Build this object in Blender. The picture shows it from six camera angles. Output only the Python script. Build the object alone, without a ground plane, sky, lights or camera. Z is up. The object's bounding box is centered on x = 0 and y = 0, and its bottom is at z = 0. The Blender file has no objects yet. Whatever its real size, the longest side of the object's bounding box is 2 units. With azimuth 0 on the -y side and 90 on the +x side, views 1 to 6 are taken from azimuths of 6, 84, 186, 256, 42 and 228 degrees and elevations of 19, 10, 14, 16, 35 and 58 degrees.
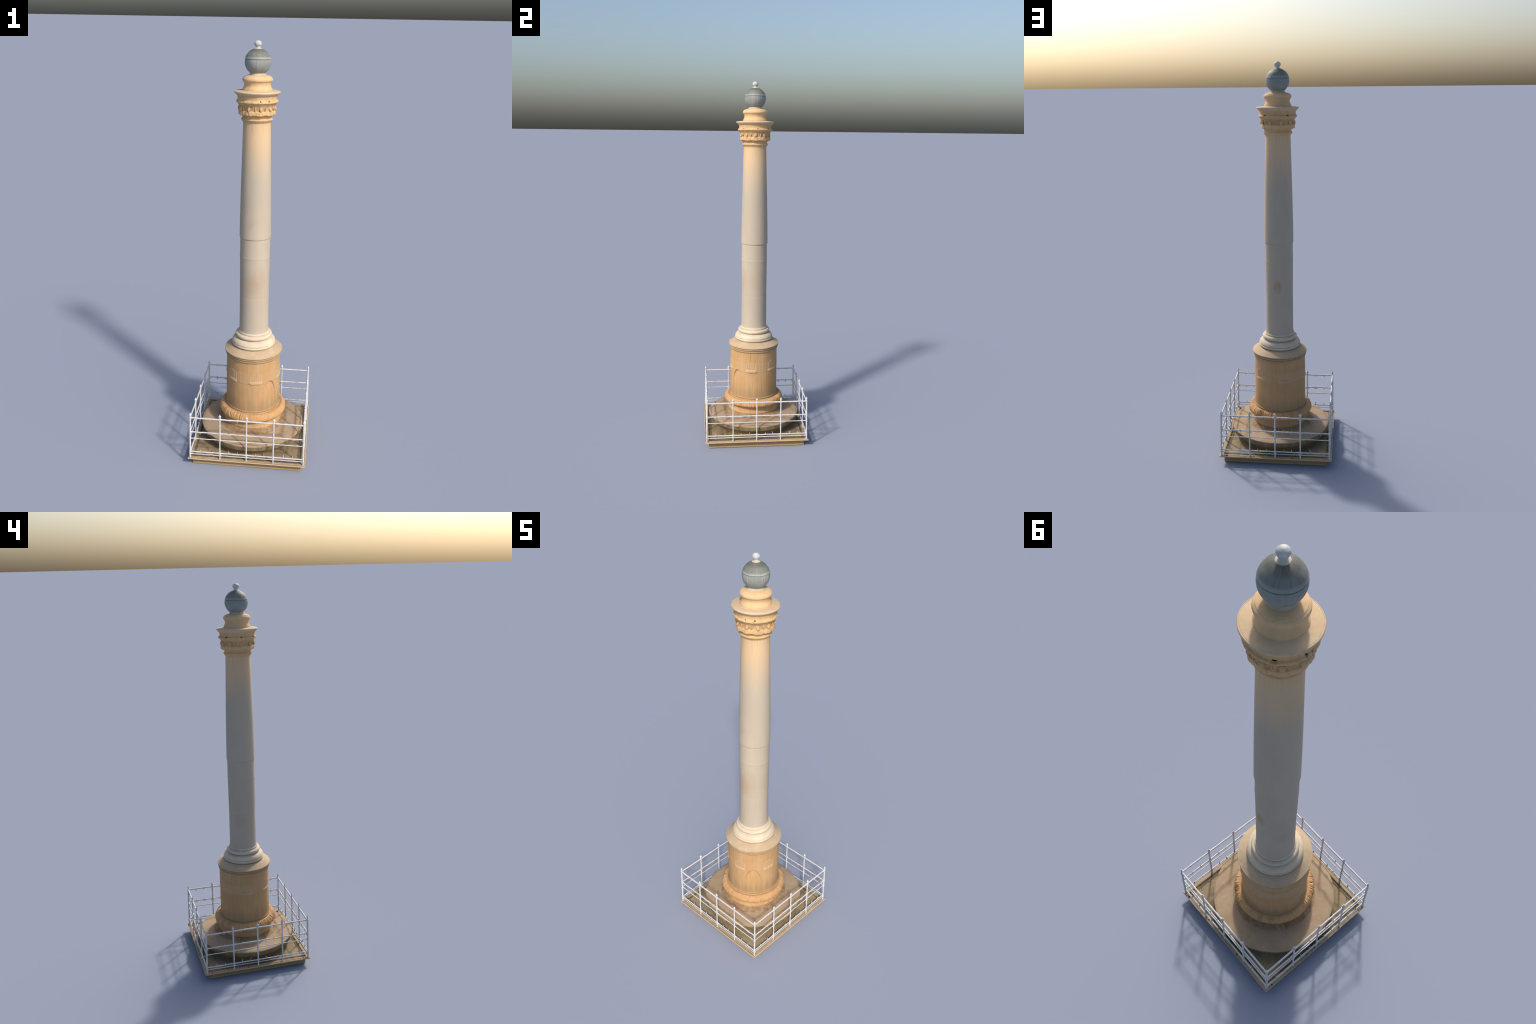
import bpy, bmesh, math, random
from mathutils import Vector, noise as mn

# ---------------------------------------------------------------------------
#  A stone memorial column on a round stepped base, with a metal-grey orb on
#  top and a white iron railing standing on a thin square slab.
# ---------------------------------------------------------------------------
TAU = 2 * math.pi
rad = math.radians

def sstep(a, b, x):
    if a == b:
        return 0.0 if x < a else 1.0
    t = min(1.0, max(0.0, (x - a) / (b - a)))
    return t * t * (3 - 2 * t)

def n3(x, y, z):
    return mn.noise(Vector((x, y, z)))

# ------------------------------------------------------------- mesh helpers
def make_obj(name, verts, faces, mat, parent=None, angle=40.0):
    me = bpy.data.meshes.new(name)
    me.from_pydata(verts, [], faces)
    me.validate()
    me.shade_smooth()
    me.set_sharp_from_angle(angle=rad(angle))
    me.materials.append(mat)
    ob = bpy.data.objects.new(name, me)
    bpy.context.collection.objects.link(ob)
    if parent is not None:
        ob.parent = parent
    return ob

def soften(profile, d):
    """Chamfer-round each inner corner of an (r, z) profile by about d."""
    out = [profile[0]]
    for i in range(1, len(profile) - 1):
        p0, p1, p2 = profile[i - 1], profile[i], profile[i + 1]
        l0 = math.hypot(p0[0] - p1[0], p0[1] - p1[1])
        l2 = math.hypot(p2[0] - p1[0], p2[1] - p1[1])
        a = min(d, l0 * 0.4) / max(l0, 1e-9)
        b = min(d, l2 * 0.4) / max(l2, 1e-9)
        q0 = (p1[0] + (p0[0] - p1[0]) * a, p1[1] + (p0[1] - p1[1]) * a)
        q2 = (p1[0] + (p2[0] - p1[0]) * b, p1[1] + (p2[1] - p1[1]) * b)
        m = (0.25 * q0[0] + 0.5 * p1[0] + 0.25 * q2[0], 0.25 * q0[1] + 0.5 * p1[1] + 0.25 * q2[1])
        out += [q0, m, q2]
    out.append(profile[-1])
    return out

def bezier(points, n=6):
    """Catmull-Rom through (r, z) points."""
    out = []
    for i in range(len(points) - 1):
        p0 = points[max(i - 1, 0)]; p1 = points[i]; p2 = points[i + 1]; p3 = points[min(i + 2, len(points) - 1)]
        for k in range(n):
            t = k / n
            out.append(tuple(0.5 * (2 * p1[c] + (p2[c] - p0[c]) * t + (2 * p0[c] - 5 * p1[c] + 4 * p2[c] - p3[c]) * t * t
                             + (3 * p1[c] - p0[c] - 3 * p2[c] + p3[c]) * t ** 3) for c in (0, 1)))
    out.append(points[-1])
    return out

def arc(cr, cz, ar, az, a0, a1, n=12):
    """Elliptic arc: angle measured from outward (+r), counter-clockwise to +z."""
    return [(cr + ar * math.cos(rad(a0 + (a1 - a0) * k / n)), cz + az * math.sin(rad(a0 + (a1 - a0) * k / n))) for k in range(n + 1)]

def dense(profile, step):
    out = [profile[0]]
    for p, q in zip(profile, profile[1:]):
        m = max(1, int(math.ceil(math.hypot(q[0] - p[0], q[1] - p[1]) / step)))
        for k in range(1, m + 1):
            t = k / m
            out.append((p[0] + (q[0] - p[0]) * t, p[1] + (q[1] - p[1]) * t))
    return out

def lathe(name, profile, mat, parent, seg=160, mod=None, angle=40.0, cap=True):
    """Turn an (r, z) profile (top to bottom) about the z axis.
    mod(az_degrees, r, z) -> (r, z) carves relief.  az 0 is -y, 90 is +x."""
    verts, faces = [], []
    for (r, z) in profile:
        for k in range(seg):
            a = TAU * k / seg
            rr, zz = (r, z) if mod is None else mod(math.degrees(a), r, z)
            verts.append((rr * math.sin(a), -rr * math.cos(a), zz))
    m = len(profile)
    for i in range(m - 1):
        for k in range(seg):
            k2 = (k + 1) % seg
            faces.append((i * seg + k, (i + 1) * seg + k, (i + 1) * seg + k2, i * seg + k2))
    if cap:
        for i, flip in ((0, False), (m - 1, True)):
            c = len(verts)
            verts.append((0, 0, profile[i][1]))
            for k in range(seg):
                k2 = (k + 1) % seg
                faces.append((c, i * seg + k, i * seg + k2) if not flip else (c, i * seg + k2, i * seg + k))
    return make_obj(name, verts, faces, mat, parent, angle)

def dang(a, b):
    return (a - b + 180) % 360 - 180

# ---------------------------------------------------------------- materials
class Nodes:
    def __init__(self, name, rough=0.85, spec=0.25):
        self.mat = bpy.data.materials.new(name)
        self.mat.use_nodes = True
        self.t = self.mat.node_tree
        self.b = self.t.nodes["Principled BSDF"]
        self.b.inputs["Roughness"].default_value = rough
        self.b.inputs["Specular IOR Level"].default_value = spec
        self.tc = self.t.nodes.new("ShaderNodeTexCoord")
        self.obj = self.tc.outputs["Object"]
        self._sep = None
    def link(self, a, b):
        self.t.links.new(a, b)
    def feed(self, v, sock):
        if isinstance(v, (int, float)):
            sock.default_value = v
        elif isinstance(v, (tuple, list)):
            sock.default_value = (*v, 1.0) if len(v) == 3 else v
        else:
            self.link(v, sock)
    def math(self, op, a, b=0.0, clamp=False):
        n = self.t.nodes.new("ShaderNodeMath"); n.operation = op; n.use_clamp = clamp
        self.feed(a, n.inputs[0]); self.feed(b, n.inputs[1])
        return n.outputs[0]
    def xyz(self):
        if self._sep is None:
            s = self.t.nodes.new("ShaderNodeSeparateXYZ"); self.link(self.obj, s.inputs[0]); self._sep = s.outputs
        return self._sep
    def radius(self):
        x, y, _ = self.xyz()
        return self.math("SQRT", self.math("ADD", self.math("MULTIPLY", x, x), self.math("MULTIPLY", y, y)))
    def noise(self, scale, squash=(1, 1, 1), detail=4.0, rough=0.55, off=(0, 0, 0), dist=0.0):
        mp = self.t.nodes.new("ShaderNodeMapping")
        mp.inputs["Scale"].default_value = squash
        mp.inputs["Location"].default_value = off
        self.link(self.obj, mp.inputs[0])
        n = self.t.nodes.new("ShaderNodeTexNoise")
        n.inputs["Scale"].default_value = scale
        n.inputs["Detail"].default_value = detail
        n.inputs["Roughness"].default_value = rough
        n.inputs["Distortion"].default_value = dist
        self.link(mp.outputs[0], n.inputs["Vector"])
        return n.outputs["Fac"]
    def polar(self, scale, zsquash, detail=3.0, rough=0.55, off=0.0):
        """Noise that follows the meridians of a turned part: runs and streaks."""
        x, y, z = self.xyz()
        r = self.math("MAXIMUM", self.radius(), 0.0005)
        cb = self.t.nodes.new("ShaderNodeCombineXYZ")
        self.feed(self.math("ADD", self.math("DIVIDE", x, r), off), cb.inputs[0])
        self.feed(self.math("DIVIDE", y, r), cb.inputs[1])
        self.feed(self.math("MULTIPLY", z, zsquash), cb.inputs[2])
        n = self.t.nodes.new("ShaderNodeTexNoise")
        n.inputs["Scale"].default_value = scale
        n.inputs["Detail"].default_value = detail
        n.inputs["Roughness"].default_value = rough
        self.link(cb.outputs[0], n.inputs["Vector"])
        return n.outputs["Fac"]
    def ramp(self, v, lo, hi, a=0.0, b=1.0):
        n = self.t.nodes.new("ShaderNodeMapRange"); n.interpolation_type = "SMOOTHSTEP"
        self.feed(v, n.inputs[0])
        for i, q in enumerate((lo, hi, a, b)):
            n.inputs[i + 1].default_value = q
        return n.outputs[0]
    def band(self, v, centre, half, soft):
        d = self.math("ABSOLUTE", self.math("SUBTRACT", v, centre))
        return self.ramp(d, half, half + soft, 1.0, 0.0)
    def mix(self, f, a, b, kind="MIX"):
        n = self.t.nodes.new("ShaderNodeMix"); n.data_type = "RGBA"; n.blend_type = kind
        self.feed(f, n.inputs[0]); self.feed(a, n.inputs[6]); self.feed(b, n.inputs[7])
        return n.outputs[2]
    def spot(self, az, z, raz, rz, r):
        """Soft patch on a cylinder of radius r around azimuth az (deg) and height z."""
        x, y, zz = self.xyz()
        px, py = r * math.sin(rad(az)), -r * math.cos(rad(az))
        dx = self.math("DIVIDE", self.math("SUBTRACT", x, px), raz)
        dy = self.math("DIVIDE", self.math("SUBTRACT", y, py), raz)
        dz = self.math("DIVIDE", self.math("SUBTRACT", zz, z), rz)
        d = self.math("ADD", self.math("ADD", self.math("MULTIPLY", dx, dx), self.math("MULTIPLY", dy, dy)), self.math("MULTIPLY", dz, dz))
        return self.ramp(d, 0.0, 1.0, 1.0, 0.0)
    def finish(self, col, bump=None, strength=0.2, dist=0.002):
        self.feed(col, self.b.inputs["Base Color"])
        if bump is not None:
            n = self.t.nodes.new("ShaderNodeBump")
            n.inputs["Strength"].default_value = strength
            n.inputs["Distance"].default_value = dist
            self.link(bump, n.inputs["Height"])
            self.link(n.outputs[0], self.b.inputs["Normal"])
        return self.mat

STREAK = (1, 1, 0.05)

def shaft_stone(name, upper):
    m = Nodes(name)
    streak = m.noise(190, (1, 1, 0.035), 3)
    broad = m.noise(9, (1, 1, 0.45), 3, off=(3, 1, 0))
    fine = m.noise(420, (1, 1, 1), 2)
    c = m.mix(m.ramp(broad, 0.35, 0.68), (0.405, 0.350, 0.275), (0.440, 0.375, 0.292))
    c = m.mix(m.ramp(streak, 0.45, 0.75, 0, 0.16), c, (0.35, 0.298, 0.232))
    z = m.xyz()[2]
    if upper:
        run = m.math("ADD", z, m.math("MULTIPLY", m.math("SUBTRACT", m.noise(75, (1, 1, 0.02), 3, off=(0, 5, 0)), 0.5), 0.15))
        c = m.mix(m.ramp(run, 1.36, 1.64, 0, 1.0), c, (0.575, 0.410, 0.245))
        c = m.mix(m.math("MULTIPLY", m.ramp(run, 1.585, 1.66, 0, 0.5), m.ramp(streak, 0.4, 0.65)), c, (0.40, 0.275, 0.16))
        c = m.mix(m.math("MULTIPLY", m.spot(350, 1.19, 0.04, 0.035, 0.073), m.ramp(m.noise(30), 0.4, 0.7, 0, 0.35)), c, (0.37, 0.285, 0.19))
    else:
        c = m.mix(m.band(z, 0.8125, 0.0006, 0.003), c, m.mix(m.ramp(m.noise(30), 0.4, 0.6, 0.15, 0.6), c, (0.50, 0.32, 0.17)))
        for az, zz, ra, rz, k in ((-10, 0.88, 0.055, 0.07, 0.4), (178, 0.885, 0.028, 0.045, 0.85), (20, 0.90, 0.05, 0.09, 0.3), (100, 0.90, 0.06, 0.08, 0.25), (250, 0.78, 0.05, 0.05, 0.25)):
            f = m.math("MULTIPLY", m.spot(az, zz, ra, rz, 0.072), m.ramp(m.noise(26, (1, 1, 0.5), off=(az, 0, 0)), 0.3, 0.62, 0.2, k))
            c = m.mix(f, c, (0.37, 0.26, 0.155))
        for zz in (1.0105, 1.100):
            c = m.mix(m.band(z, zz, 0.0005, 0.003), c, m.mix(0.35, c, (0.50, 0.39, 0.27)))
    return m.finish(c, m.math("ADD", fine, m.math("MULTIPLY", streak, 0.8)), 0.12, 0.001)

def stone(name, base, light, dark, streak_amt=0.4, dark_amt=0.35, grain=0.15, squash=STREAK, scale=70, speck=0.0, extra=None):
    m = Nodes(name)
    streak = m.noise(scale, squash, 4, off=(1.3, 0.7, 0))
    broad = m.noise(14, (1, 1, 0.5), 4, off=(5, 2, 1))
    fine = m.noise(380, (1, 1, 1), 2)
    c = m.mix(m.ramp(broad, 0.35, 0.68), base, light)
    c = m.mix(m.ramp(streak, 0.46, 0.72, 0, streak_amt), c, dark)
    c = m.mix(m.ramp(m.noise(26, (1, 1, 0.3), 5, 0.65, off=(9, 4, 2)), 0.55, 0.75, 0, dark_amt), c, dark)
    if speck:
        grit = m.noise(330, (1, 1, 1), 3, 0.7, off=(6, 1, 4))
        c = m.mix(m.ramp(grit, 0.50, 0.66, 0, speck), c, dark)
        c = m.mix(m.ramp(grit, 0.48, 0.34, 0, speck * 0.7), c, light)
    if extra:
        c = extra(m, c, streak, broad, fine)
    return m.finish(c, m.math("ADD", fine, streak), grain, 0.0015)

def drum_extra(m, c, streak, broad, fine):
    z = m.xyz()[2]
    # pale ashlar course that carries the little windows, with hair-line joints
    pale = m.math("MULTIPLY", m.ramp(z, 0.378, 0.392), m.ramp(z, 0.447, 0.438))
    c = m.mix(m.math("MULTIPLY", pale, m.ramp(m.noise(20, (1, 1, 0.6), 3), 0.35, 0.65, 0.2, 0.55)), c, (0.455, 0.305, 0.170))
    for zz in (0.4425, 0.3835):
        c = m.mix(m.math("MULTIPLY", m.band(z, zz, 0.0003, 0.0016), m.ramp(m.noise(18), 0.4, 0.6, 0.1, 0.5)), c, (0.24, 0.145, 0.07))
    c = m.mix(m.ramp(m.polar(3.2, 1.5, 3, 0.5, 5.0), 0.45, 0.7, 0, 0.35), c, (0.46, 0.262, 0.105))
    # damp, mossy streaks climbing from the foot
    climb = m.math("SUBTRACT", z, m.math("MULTIPLY", m.noise(60, (1, 1, 0.02), 3, off=(2, 2, 2)), 0.18))
    c = m.mix(m.ramp(climb, 0.225, 0.13, 0, 0.75), c, (0.275, 0.19, 0.10))
    return c

def disc_extra(m, c, streak, broad, fine):
    r = m.radius(); z = m.xyz()[2]
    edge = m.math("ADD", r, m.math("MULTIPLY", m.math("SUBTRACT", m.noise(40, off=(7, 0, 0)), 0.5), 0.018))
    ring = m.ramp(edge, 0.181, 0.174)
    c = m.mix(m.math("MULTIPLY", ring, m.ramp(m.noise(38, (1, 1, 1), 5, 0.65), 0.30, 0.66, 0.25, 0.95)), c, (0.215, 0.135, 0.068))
    c = m.mix(m.math("MULTIPLY", ring, m.ramp(m.noise(70, (1, 1, 1), 4, off=(0, 8, 0)), 0.5, 0.7, 0, 0.6)), c, (0.42, 0.275, 0.14))
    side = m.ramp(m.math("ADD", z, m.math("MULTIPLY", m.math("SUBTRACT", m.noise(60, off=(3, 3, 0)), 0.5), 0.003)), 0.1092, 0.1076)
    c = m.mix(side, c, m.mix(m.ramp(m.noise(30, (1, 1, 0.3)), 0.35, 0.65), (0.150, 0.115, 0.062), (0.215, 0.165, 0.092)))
    rust = m.math("MULTIPLY", m.ramp(z, 0.085, 0.082), m.ramp(z, 0.052, 0.060))
    c = m.mix(m.math("MULTIPLY", rust, m.ramp(m.noise(22), 0.35, 0.6, 0.3, 0.9)), c, (0.25, 0.125, 0.045))
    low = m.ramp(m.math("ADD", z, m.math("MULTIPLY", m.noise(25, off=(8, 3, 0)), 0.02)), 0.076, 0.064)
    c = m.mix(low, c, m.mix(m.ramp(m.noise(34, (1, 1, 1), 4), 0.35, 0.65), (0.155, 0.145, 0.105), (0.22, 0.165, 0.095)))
    return c

HOLE_SPOTS = [(-0.2795, 0.2510, 0.0045), (-0.0870, 0.2820, 0.0060), (0.1091, 0.2785, 0.0045), (0.2500, 0.2790, 0.0085), (-0.2800, 0.0550, 0.0035)]

def floor_extra(m, c, streak, broad, fine):
    x, y, z = m.xyz()
    ax = m.math("MAXIMUM", m.math("ABSOLUTE", x), m.math("ABSOLUTE", y))
    r = m.radius()
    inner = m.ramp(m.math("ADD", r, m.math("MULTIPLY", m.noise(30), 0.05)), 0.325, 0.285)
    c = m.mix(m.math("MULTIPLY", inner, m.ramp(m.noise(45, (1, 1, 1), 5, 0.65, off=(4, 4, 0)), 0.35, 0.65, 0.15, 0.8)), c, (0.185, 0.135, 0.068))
    c = m.mix(m.ramp(m.noise(55, (1, 1, 1), 5, 0.7, off=(1, 9, 3)), 0.52, 0.70, 0, 0.65), c, (0.205, 0.205, 0.165))
    kerb = m.ramp(ax, 0.262, 0.270)
    c = m.mix(m.math("MULTIPLY", kerb, 0.85), c, m.mix(m.ramp(m.noise(60, (1, 1, 1), 4), 0.35, 0.65), (0.30, 0.22, 0.13), (0.375, 0.285, 0.18)))
    # dark channel along the rails; a few painted dark spots stand in for holes
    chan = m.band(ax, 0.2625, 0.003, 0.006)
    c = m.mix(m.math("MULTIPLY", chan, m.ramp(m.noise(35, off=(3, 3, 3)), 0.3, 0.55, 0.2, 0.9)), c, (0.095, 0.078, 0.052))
    gut = m.math("MULTIPLY", m.ramp(y, -0.2790, -0.2805), m.ramp(y, -0.2855, -0.2840))
    c = m.mix(m.math("MULTIPLY", gut, m.ramp(m.noise(14, off=(2, 7, 1)), 0.35, 0.6, 0.35, 0.95)), c, (0.155, 0.115, 0.065))
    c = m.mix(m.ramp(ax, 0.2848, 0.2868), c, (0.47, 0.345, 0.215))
    for px, py, w in HOLE_SPOTS:
        dx = m.math("DIVIDE", m.math("SUBTRACT", x, px), w)
        dy = m.math("DIVIDE", m.math("SUBTRACT", y, py), 0.0035)
        d = m.math("ADD", m.math("MULTIPLY", dx, dx), m.math("MULTIPLY", dy, dy))
        c = m.mix(m.ramp(d, 1.0, 0.5), c, (0.045, 0.035, 0.025))
    block = m.ramp(z, 0.0335, 0.0325)
    c = m.mix(block, c, m.mix(m.ramp(m.noise(230, STREAK, 3), 0.32, 0.70), (0.235, 0.165, 0.085), (0.345, 0.245, 0.135)))
    c = m.mix(m.math("MULTIPLY", block, m.ramp(z, 0.010, 0.004, 0, 0.6)), c, (0.43, 0.30, 0.155))
    return c

SCAN_GAPS = [(15, 1.6), (42, 2.2), (142, 4.2), (219, 4.8), (270, 2.4), (313, 3.4), (321, 2.0), (96, 1.6)]

def capital_extra(m, c, streak, broad, fine):
    # missing bits of the scan along the fillet, painted as dark holes
    z = m.xyz()[2]
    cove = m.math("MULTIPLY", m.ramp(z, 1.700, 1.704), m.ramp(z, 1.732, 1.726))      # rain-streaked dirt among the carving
    c = m.mix(m.math("MULTIPLY", cove, m.ramp(m.noise(130, (1, 1, 0.08), 3, off=(3, 8, 1)), 0.38, 0.62, 0.1, 0.8)), c, (0.37, 0.235, 0.112))
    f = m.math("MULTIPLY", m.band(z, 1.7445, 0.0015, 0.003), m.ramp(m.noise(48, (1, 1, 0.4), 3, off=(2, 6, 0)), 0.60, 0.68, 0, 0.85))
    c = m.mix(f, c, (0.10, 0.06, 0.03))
    for p, w in SCAN_GAPS:
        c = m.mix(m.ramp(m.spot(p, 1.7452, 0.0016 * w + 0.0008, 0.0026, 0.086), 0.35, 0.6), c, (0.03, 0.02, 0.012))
    return c

def orb_metal(name):
    m = Nodes(name, rough=0.6, spec=0.35)
    z = m.xyz()[2]; x, y, _ = m.xyz()
    fine = m.noise(300, (1, 1, 1), 2)
    streak = m.polar(14, 0.5, 4)
    wide = m.polar(7.0, 0.5, 4, 0.6, 1.2)
    c = m.mix(m.ramp(m.noise(22), 0.35, 0.65), (0.205, 0.225, 0.212), (0.245, 0.265, 0.248))
    c = m.mix(m.ramp(streak, 0.5, 0.75, 0, 0.35), c, (0.14, 0.15, 0.14))
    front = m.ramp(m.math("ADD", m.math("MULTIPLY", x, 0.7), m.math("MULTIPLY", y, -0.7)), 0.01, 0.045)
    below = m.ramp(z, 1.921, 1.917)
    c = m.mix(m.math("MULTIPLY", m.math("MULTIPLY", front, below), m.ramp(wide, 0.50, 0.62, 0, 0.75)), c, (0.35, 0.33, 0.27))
    dome = m.ramp(z, 1.930, 1.936)
    c = m.mix(m.math("MULTIPLY", dome, 0.85), c, m.mix(m.ramp(wide, 0.4, 0.65), (0.125, 0.133, 0.115), (0.175, 0.182, 0.158)))
    top = m.ramp(z, 1.946, 1.958)
    c = m.mix(m.math("MULTIPLY", top, m.ramp(wide, 0.40, 0.60, 0.2, 0.8)), c, (0.080, 0.080, 0.065))
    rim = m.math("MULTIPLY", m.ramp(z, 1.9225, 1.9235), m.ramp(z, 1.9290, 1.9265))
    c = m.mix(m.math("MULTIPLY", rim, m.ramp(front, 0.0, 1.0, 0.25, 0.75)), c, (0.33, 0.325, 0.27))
    return m.finish(c, fine, 0.12, 0.001)

def plain(name, a, b, scale, grain=0.1, rough=0.7, squash=(1, 1, 1)):
    m = Nodes(name, rough=rough)
    n = m.noise(scale, squash, 4)
    c = m.mix(m.ramp(n, 0.35, 0.66), a, b)
    return m.finish(c, m.noise(350), grain, 0.001)

def paint(name):
    m = Nodes(name, rough=0.55, spec=0.35)
    n = m.noise(60, (1, 1, 1), 4)
    c = m.mix(m.ramp(n, 0.35, 0.62), (0.495, 0.508, 0.525), (0.545, 0.55, 0.548))
    c = m.mix(m.ramp(m.noise(38, (1, 1, 1), 3, off=(4, 1, 2)), 0.50, 0.70, 0, 0.45), c, (0.37, 0.335, 0.285))
    return m.finish(c, m.noise(220), 0.15, 0.001)

M_shaft_up = shaft_stone("shaft_stone_upper", True)
M_shaft_lo = shaft_stone("shaft_stone_lower", False)
M_base = stone("base_limestone", (0.530, 0.445, 0.332), (0.585, 0.495, 0.372), (0.39, 0.315, 0.225), 0.15, 0.3, 0.12, (1, 1, 0.5), 60, 0.18)
M_cap = stone("pedestal_cap_stone", (0.425, 0.318, 0.205), (0.48, 0.365, 0.24), (0.29, 0.205, 0.125), 0.12, 0.3, 0.2, (1, 1, 0.6), 60, 0.5)
M_drum = stone("pedestal_sandstone", (0.430, 0.262, 0.122), (0.470, 0.300, 0.155), (0.300, 0.185, 0.090), 0.40, 0.22, 0.15, (1, 1, 0.03), 170, 0.0, drum_extra)
M_window = stone("window_stone", (0.445, 0.288, 0.152), (0.475, 0.315, 0.175), (0.32, 0.20, 0.10), 0.4, 0.3, 0.12, STREAK, 80)
M_rope = stone("rope_sandstone", (0.450, 0.258, 0.115), (0.485, 0.295, 0.145), (0.25, 0.15, 0.072), 0.3, 0.5, 0.3, (1, 1, 0.4), 60)
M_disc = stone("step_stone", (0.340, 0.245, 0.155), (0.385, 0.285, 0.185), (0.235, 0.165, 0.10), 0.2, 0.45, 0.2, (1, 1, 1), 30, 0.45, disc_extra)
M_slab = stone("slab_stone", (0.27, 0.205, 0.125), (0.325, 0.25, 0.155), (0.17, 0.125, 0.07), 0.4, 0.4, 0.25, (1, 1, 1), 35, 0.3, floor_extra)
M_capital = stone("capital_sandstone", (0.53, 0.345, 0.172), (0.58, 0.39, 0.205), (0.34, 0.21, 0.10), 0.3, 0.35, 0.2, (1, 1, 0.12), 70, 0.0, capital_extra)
M_abacus = stone("abacus_sandstone", (0.52, 0.39, 0.247), (0.57, 0.435, 0.282), (0.38, 0.265, 0.155), 0.2, 0.3, 0.2, (1, 1, 0.4), 50, 0.15)
M_orbfoot = plain("orb_foot_stone", (0.38, 0.335, 0.24), (0.47, 0.425, 0.32), 45)
M_orb = orb_metal("weathered_orb")
M_knob = plain("finial_knob_metal", (0.40, 0.42, 0.41), (0.50, 0.515, 0.49), 60, 0.12, 0.5)
M_paint = paint("white_rail_paint")
M_residue = plain("scan_residue", (0.27, 0.22, 0.165), (0.50, 0.46, 0.39), 80)  # colour of the scan residue along the rails

# -------------------------------------------------------------- top level
thing = bpy.data.objects.new("memorial_column", None)
bpy.context.collection.objects.link(thing)
thing["label"] = "tall sandstone memorial column with grey orb and white railing"
thing["category"] = "monument"

# -------------------------------------------------------------- square slab
def square_loft(name, rings, mat, parent):
    """rings of (half_x, z) from the top centre outwards and down; subdivided sides."""
    N = 48
    verts, faces = [], []
    for h, z in rings:
        for s in range(4):
            for k in range(N):
                t = -1 + 2 * k / N
                p = [(t, -1), (1, t), (-t, 1), (-1, -t)][s]
                x, y = p[0] * h, p[1] * h
                w = 0.0007 * n3(x * 20, y * 20, z * 40) + 0.0004 * n3(x * 75, y * 75, z)
                x += w * (1 if abs(p[0]) == 1 else 0) * p[0]
                y += w * (1 if abs(p[1]) == 1 else 0) * p[1]
                zz = z + (0.0006 * n3(x * 30, y * 30, 5) if 0.03 < z else 0.0)
                if s == 0 and h in (0.2800, 0.2835):       # open gutter along one side of the lip
                    zz -= 0.0030 * (0.55 + 0.9 * max(0.0, n3(x * 9, 1.0, 3.0)))
                verts.append((x, y, zz))
    R = 4 * N
    for i in range(len(rings) - 1):
        for k in range(R):
            k2 = (k + 1) % R
            faces.append((i * R + k, (i + 1) * R + k, (i + 1) * R + k2, i * R + k2))
    faces.append(tuple(range(R)))
    L = (len(rings) - 1) * R
    faces.append(tuple(reversed([L + k for k in range(R)])))
    return make_obj(name, verts, faces, mat, parent, 35)

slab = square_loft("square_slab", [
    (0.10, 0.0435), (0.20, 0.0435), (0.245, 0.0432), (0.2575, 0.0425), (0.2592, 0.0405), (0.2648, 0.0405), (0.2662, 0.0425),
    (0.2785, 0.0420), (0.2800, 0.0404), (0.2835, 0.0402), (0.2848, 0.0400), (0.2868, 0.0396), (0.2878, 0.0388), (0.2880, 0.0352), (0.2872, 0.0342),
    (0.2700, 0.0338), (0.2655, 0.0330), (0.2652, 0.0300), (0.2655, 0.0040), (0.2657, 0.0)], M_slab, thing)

# ------------------------------------------------------------- round step
def disc_mod(az, r, z):
    x, y = r * math.sin(rad(az)), -r * math.cos(rad(az))
    w = 0.0011 * n3(x * 22, y * 22, z * 22) + 0.0005 * n3(x * 80, y * 80, z * 80)
    if r < 0.185 and z > 0.1:
        w += 0.0012 * n3(x * 60, y * 60, z * 60 + 4)
    if z < 0.08:
        w *= 1.6
    return r + w * 0.8, z + (w if z > 0.1 else 0.0)

prof = [(0.120, 0.150), (0.146, 0.1400), (0.149, 0.1372), (0.1745, 0.1280), (0.1775, 0.1268)] + \
       [(0.20, 0.1243), (0.235, 0.1185), (0.249, 0.1158), (0.2515, 0.1148), (0.2590, 0.1120), (0.2610, 0.1100), (0.2615, 0.1075), (0.2605, 0.0975), (0.2590, 0.0860),
        (0.2570, 0.0842), (0.2480, 0.0825), (0.2430, 0.0790), (0.2390, 0.0720), (0.2350, 0.0640), (0.2300, 0.0560), (0.2250, 0.0480), (0.2235, 0.0400)]
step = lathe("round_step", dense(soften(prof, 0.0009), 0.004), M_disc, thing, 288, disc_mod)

# ------------------------------------------------------------- pedestal
WINDOWS = [11.4, 80.3, 137.2, 196.4, 259.8, 315.0]
DOOR = 43.4
R_DRUM = 0.1345

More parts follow.
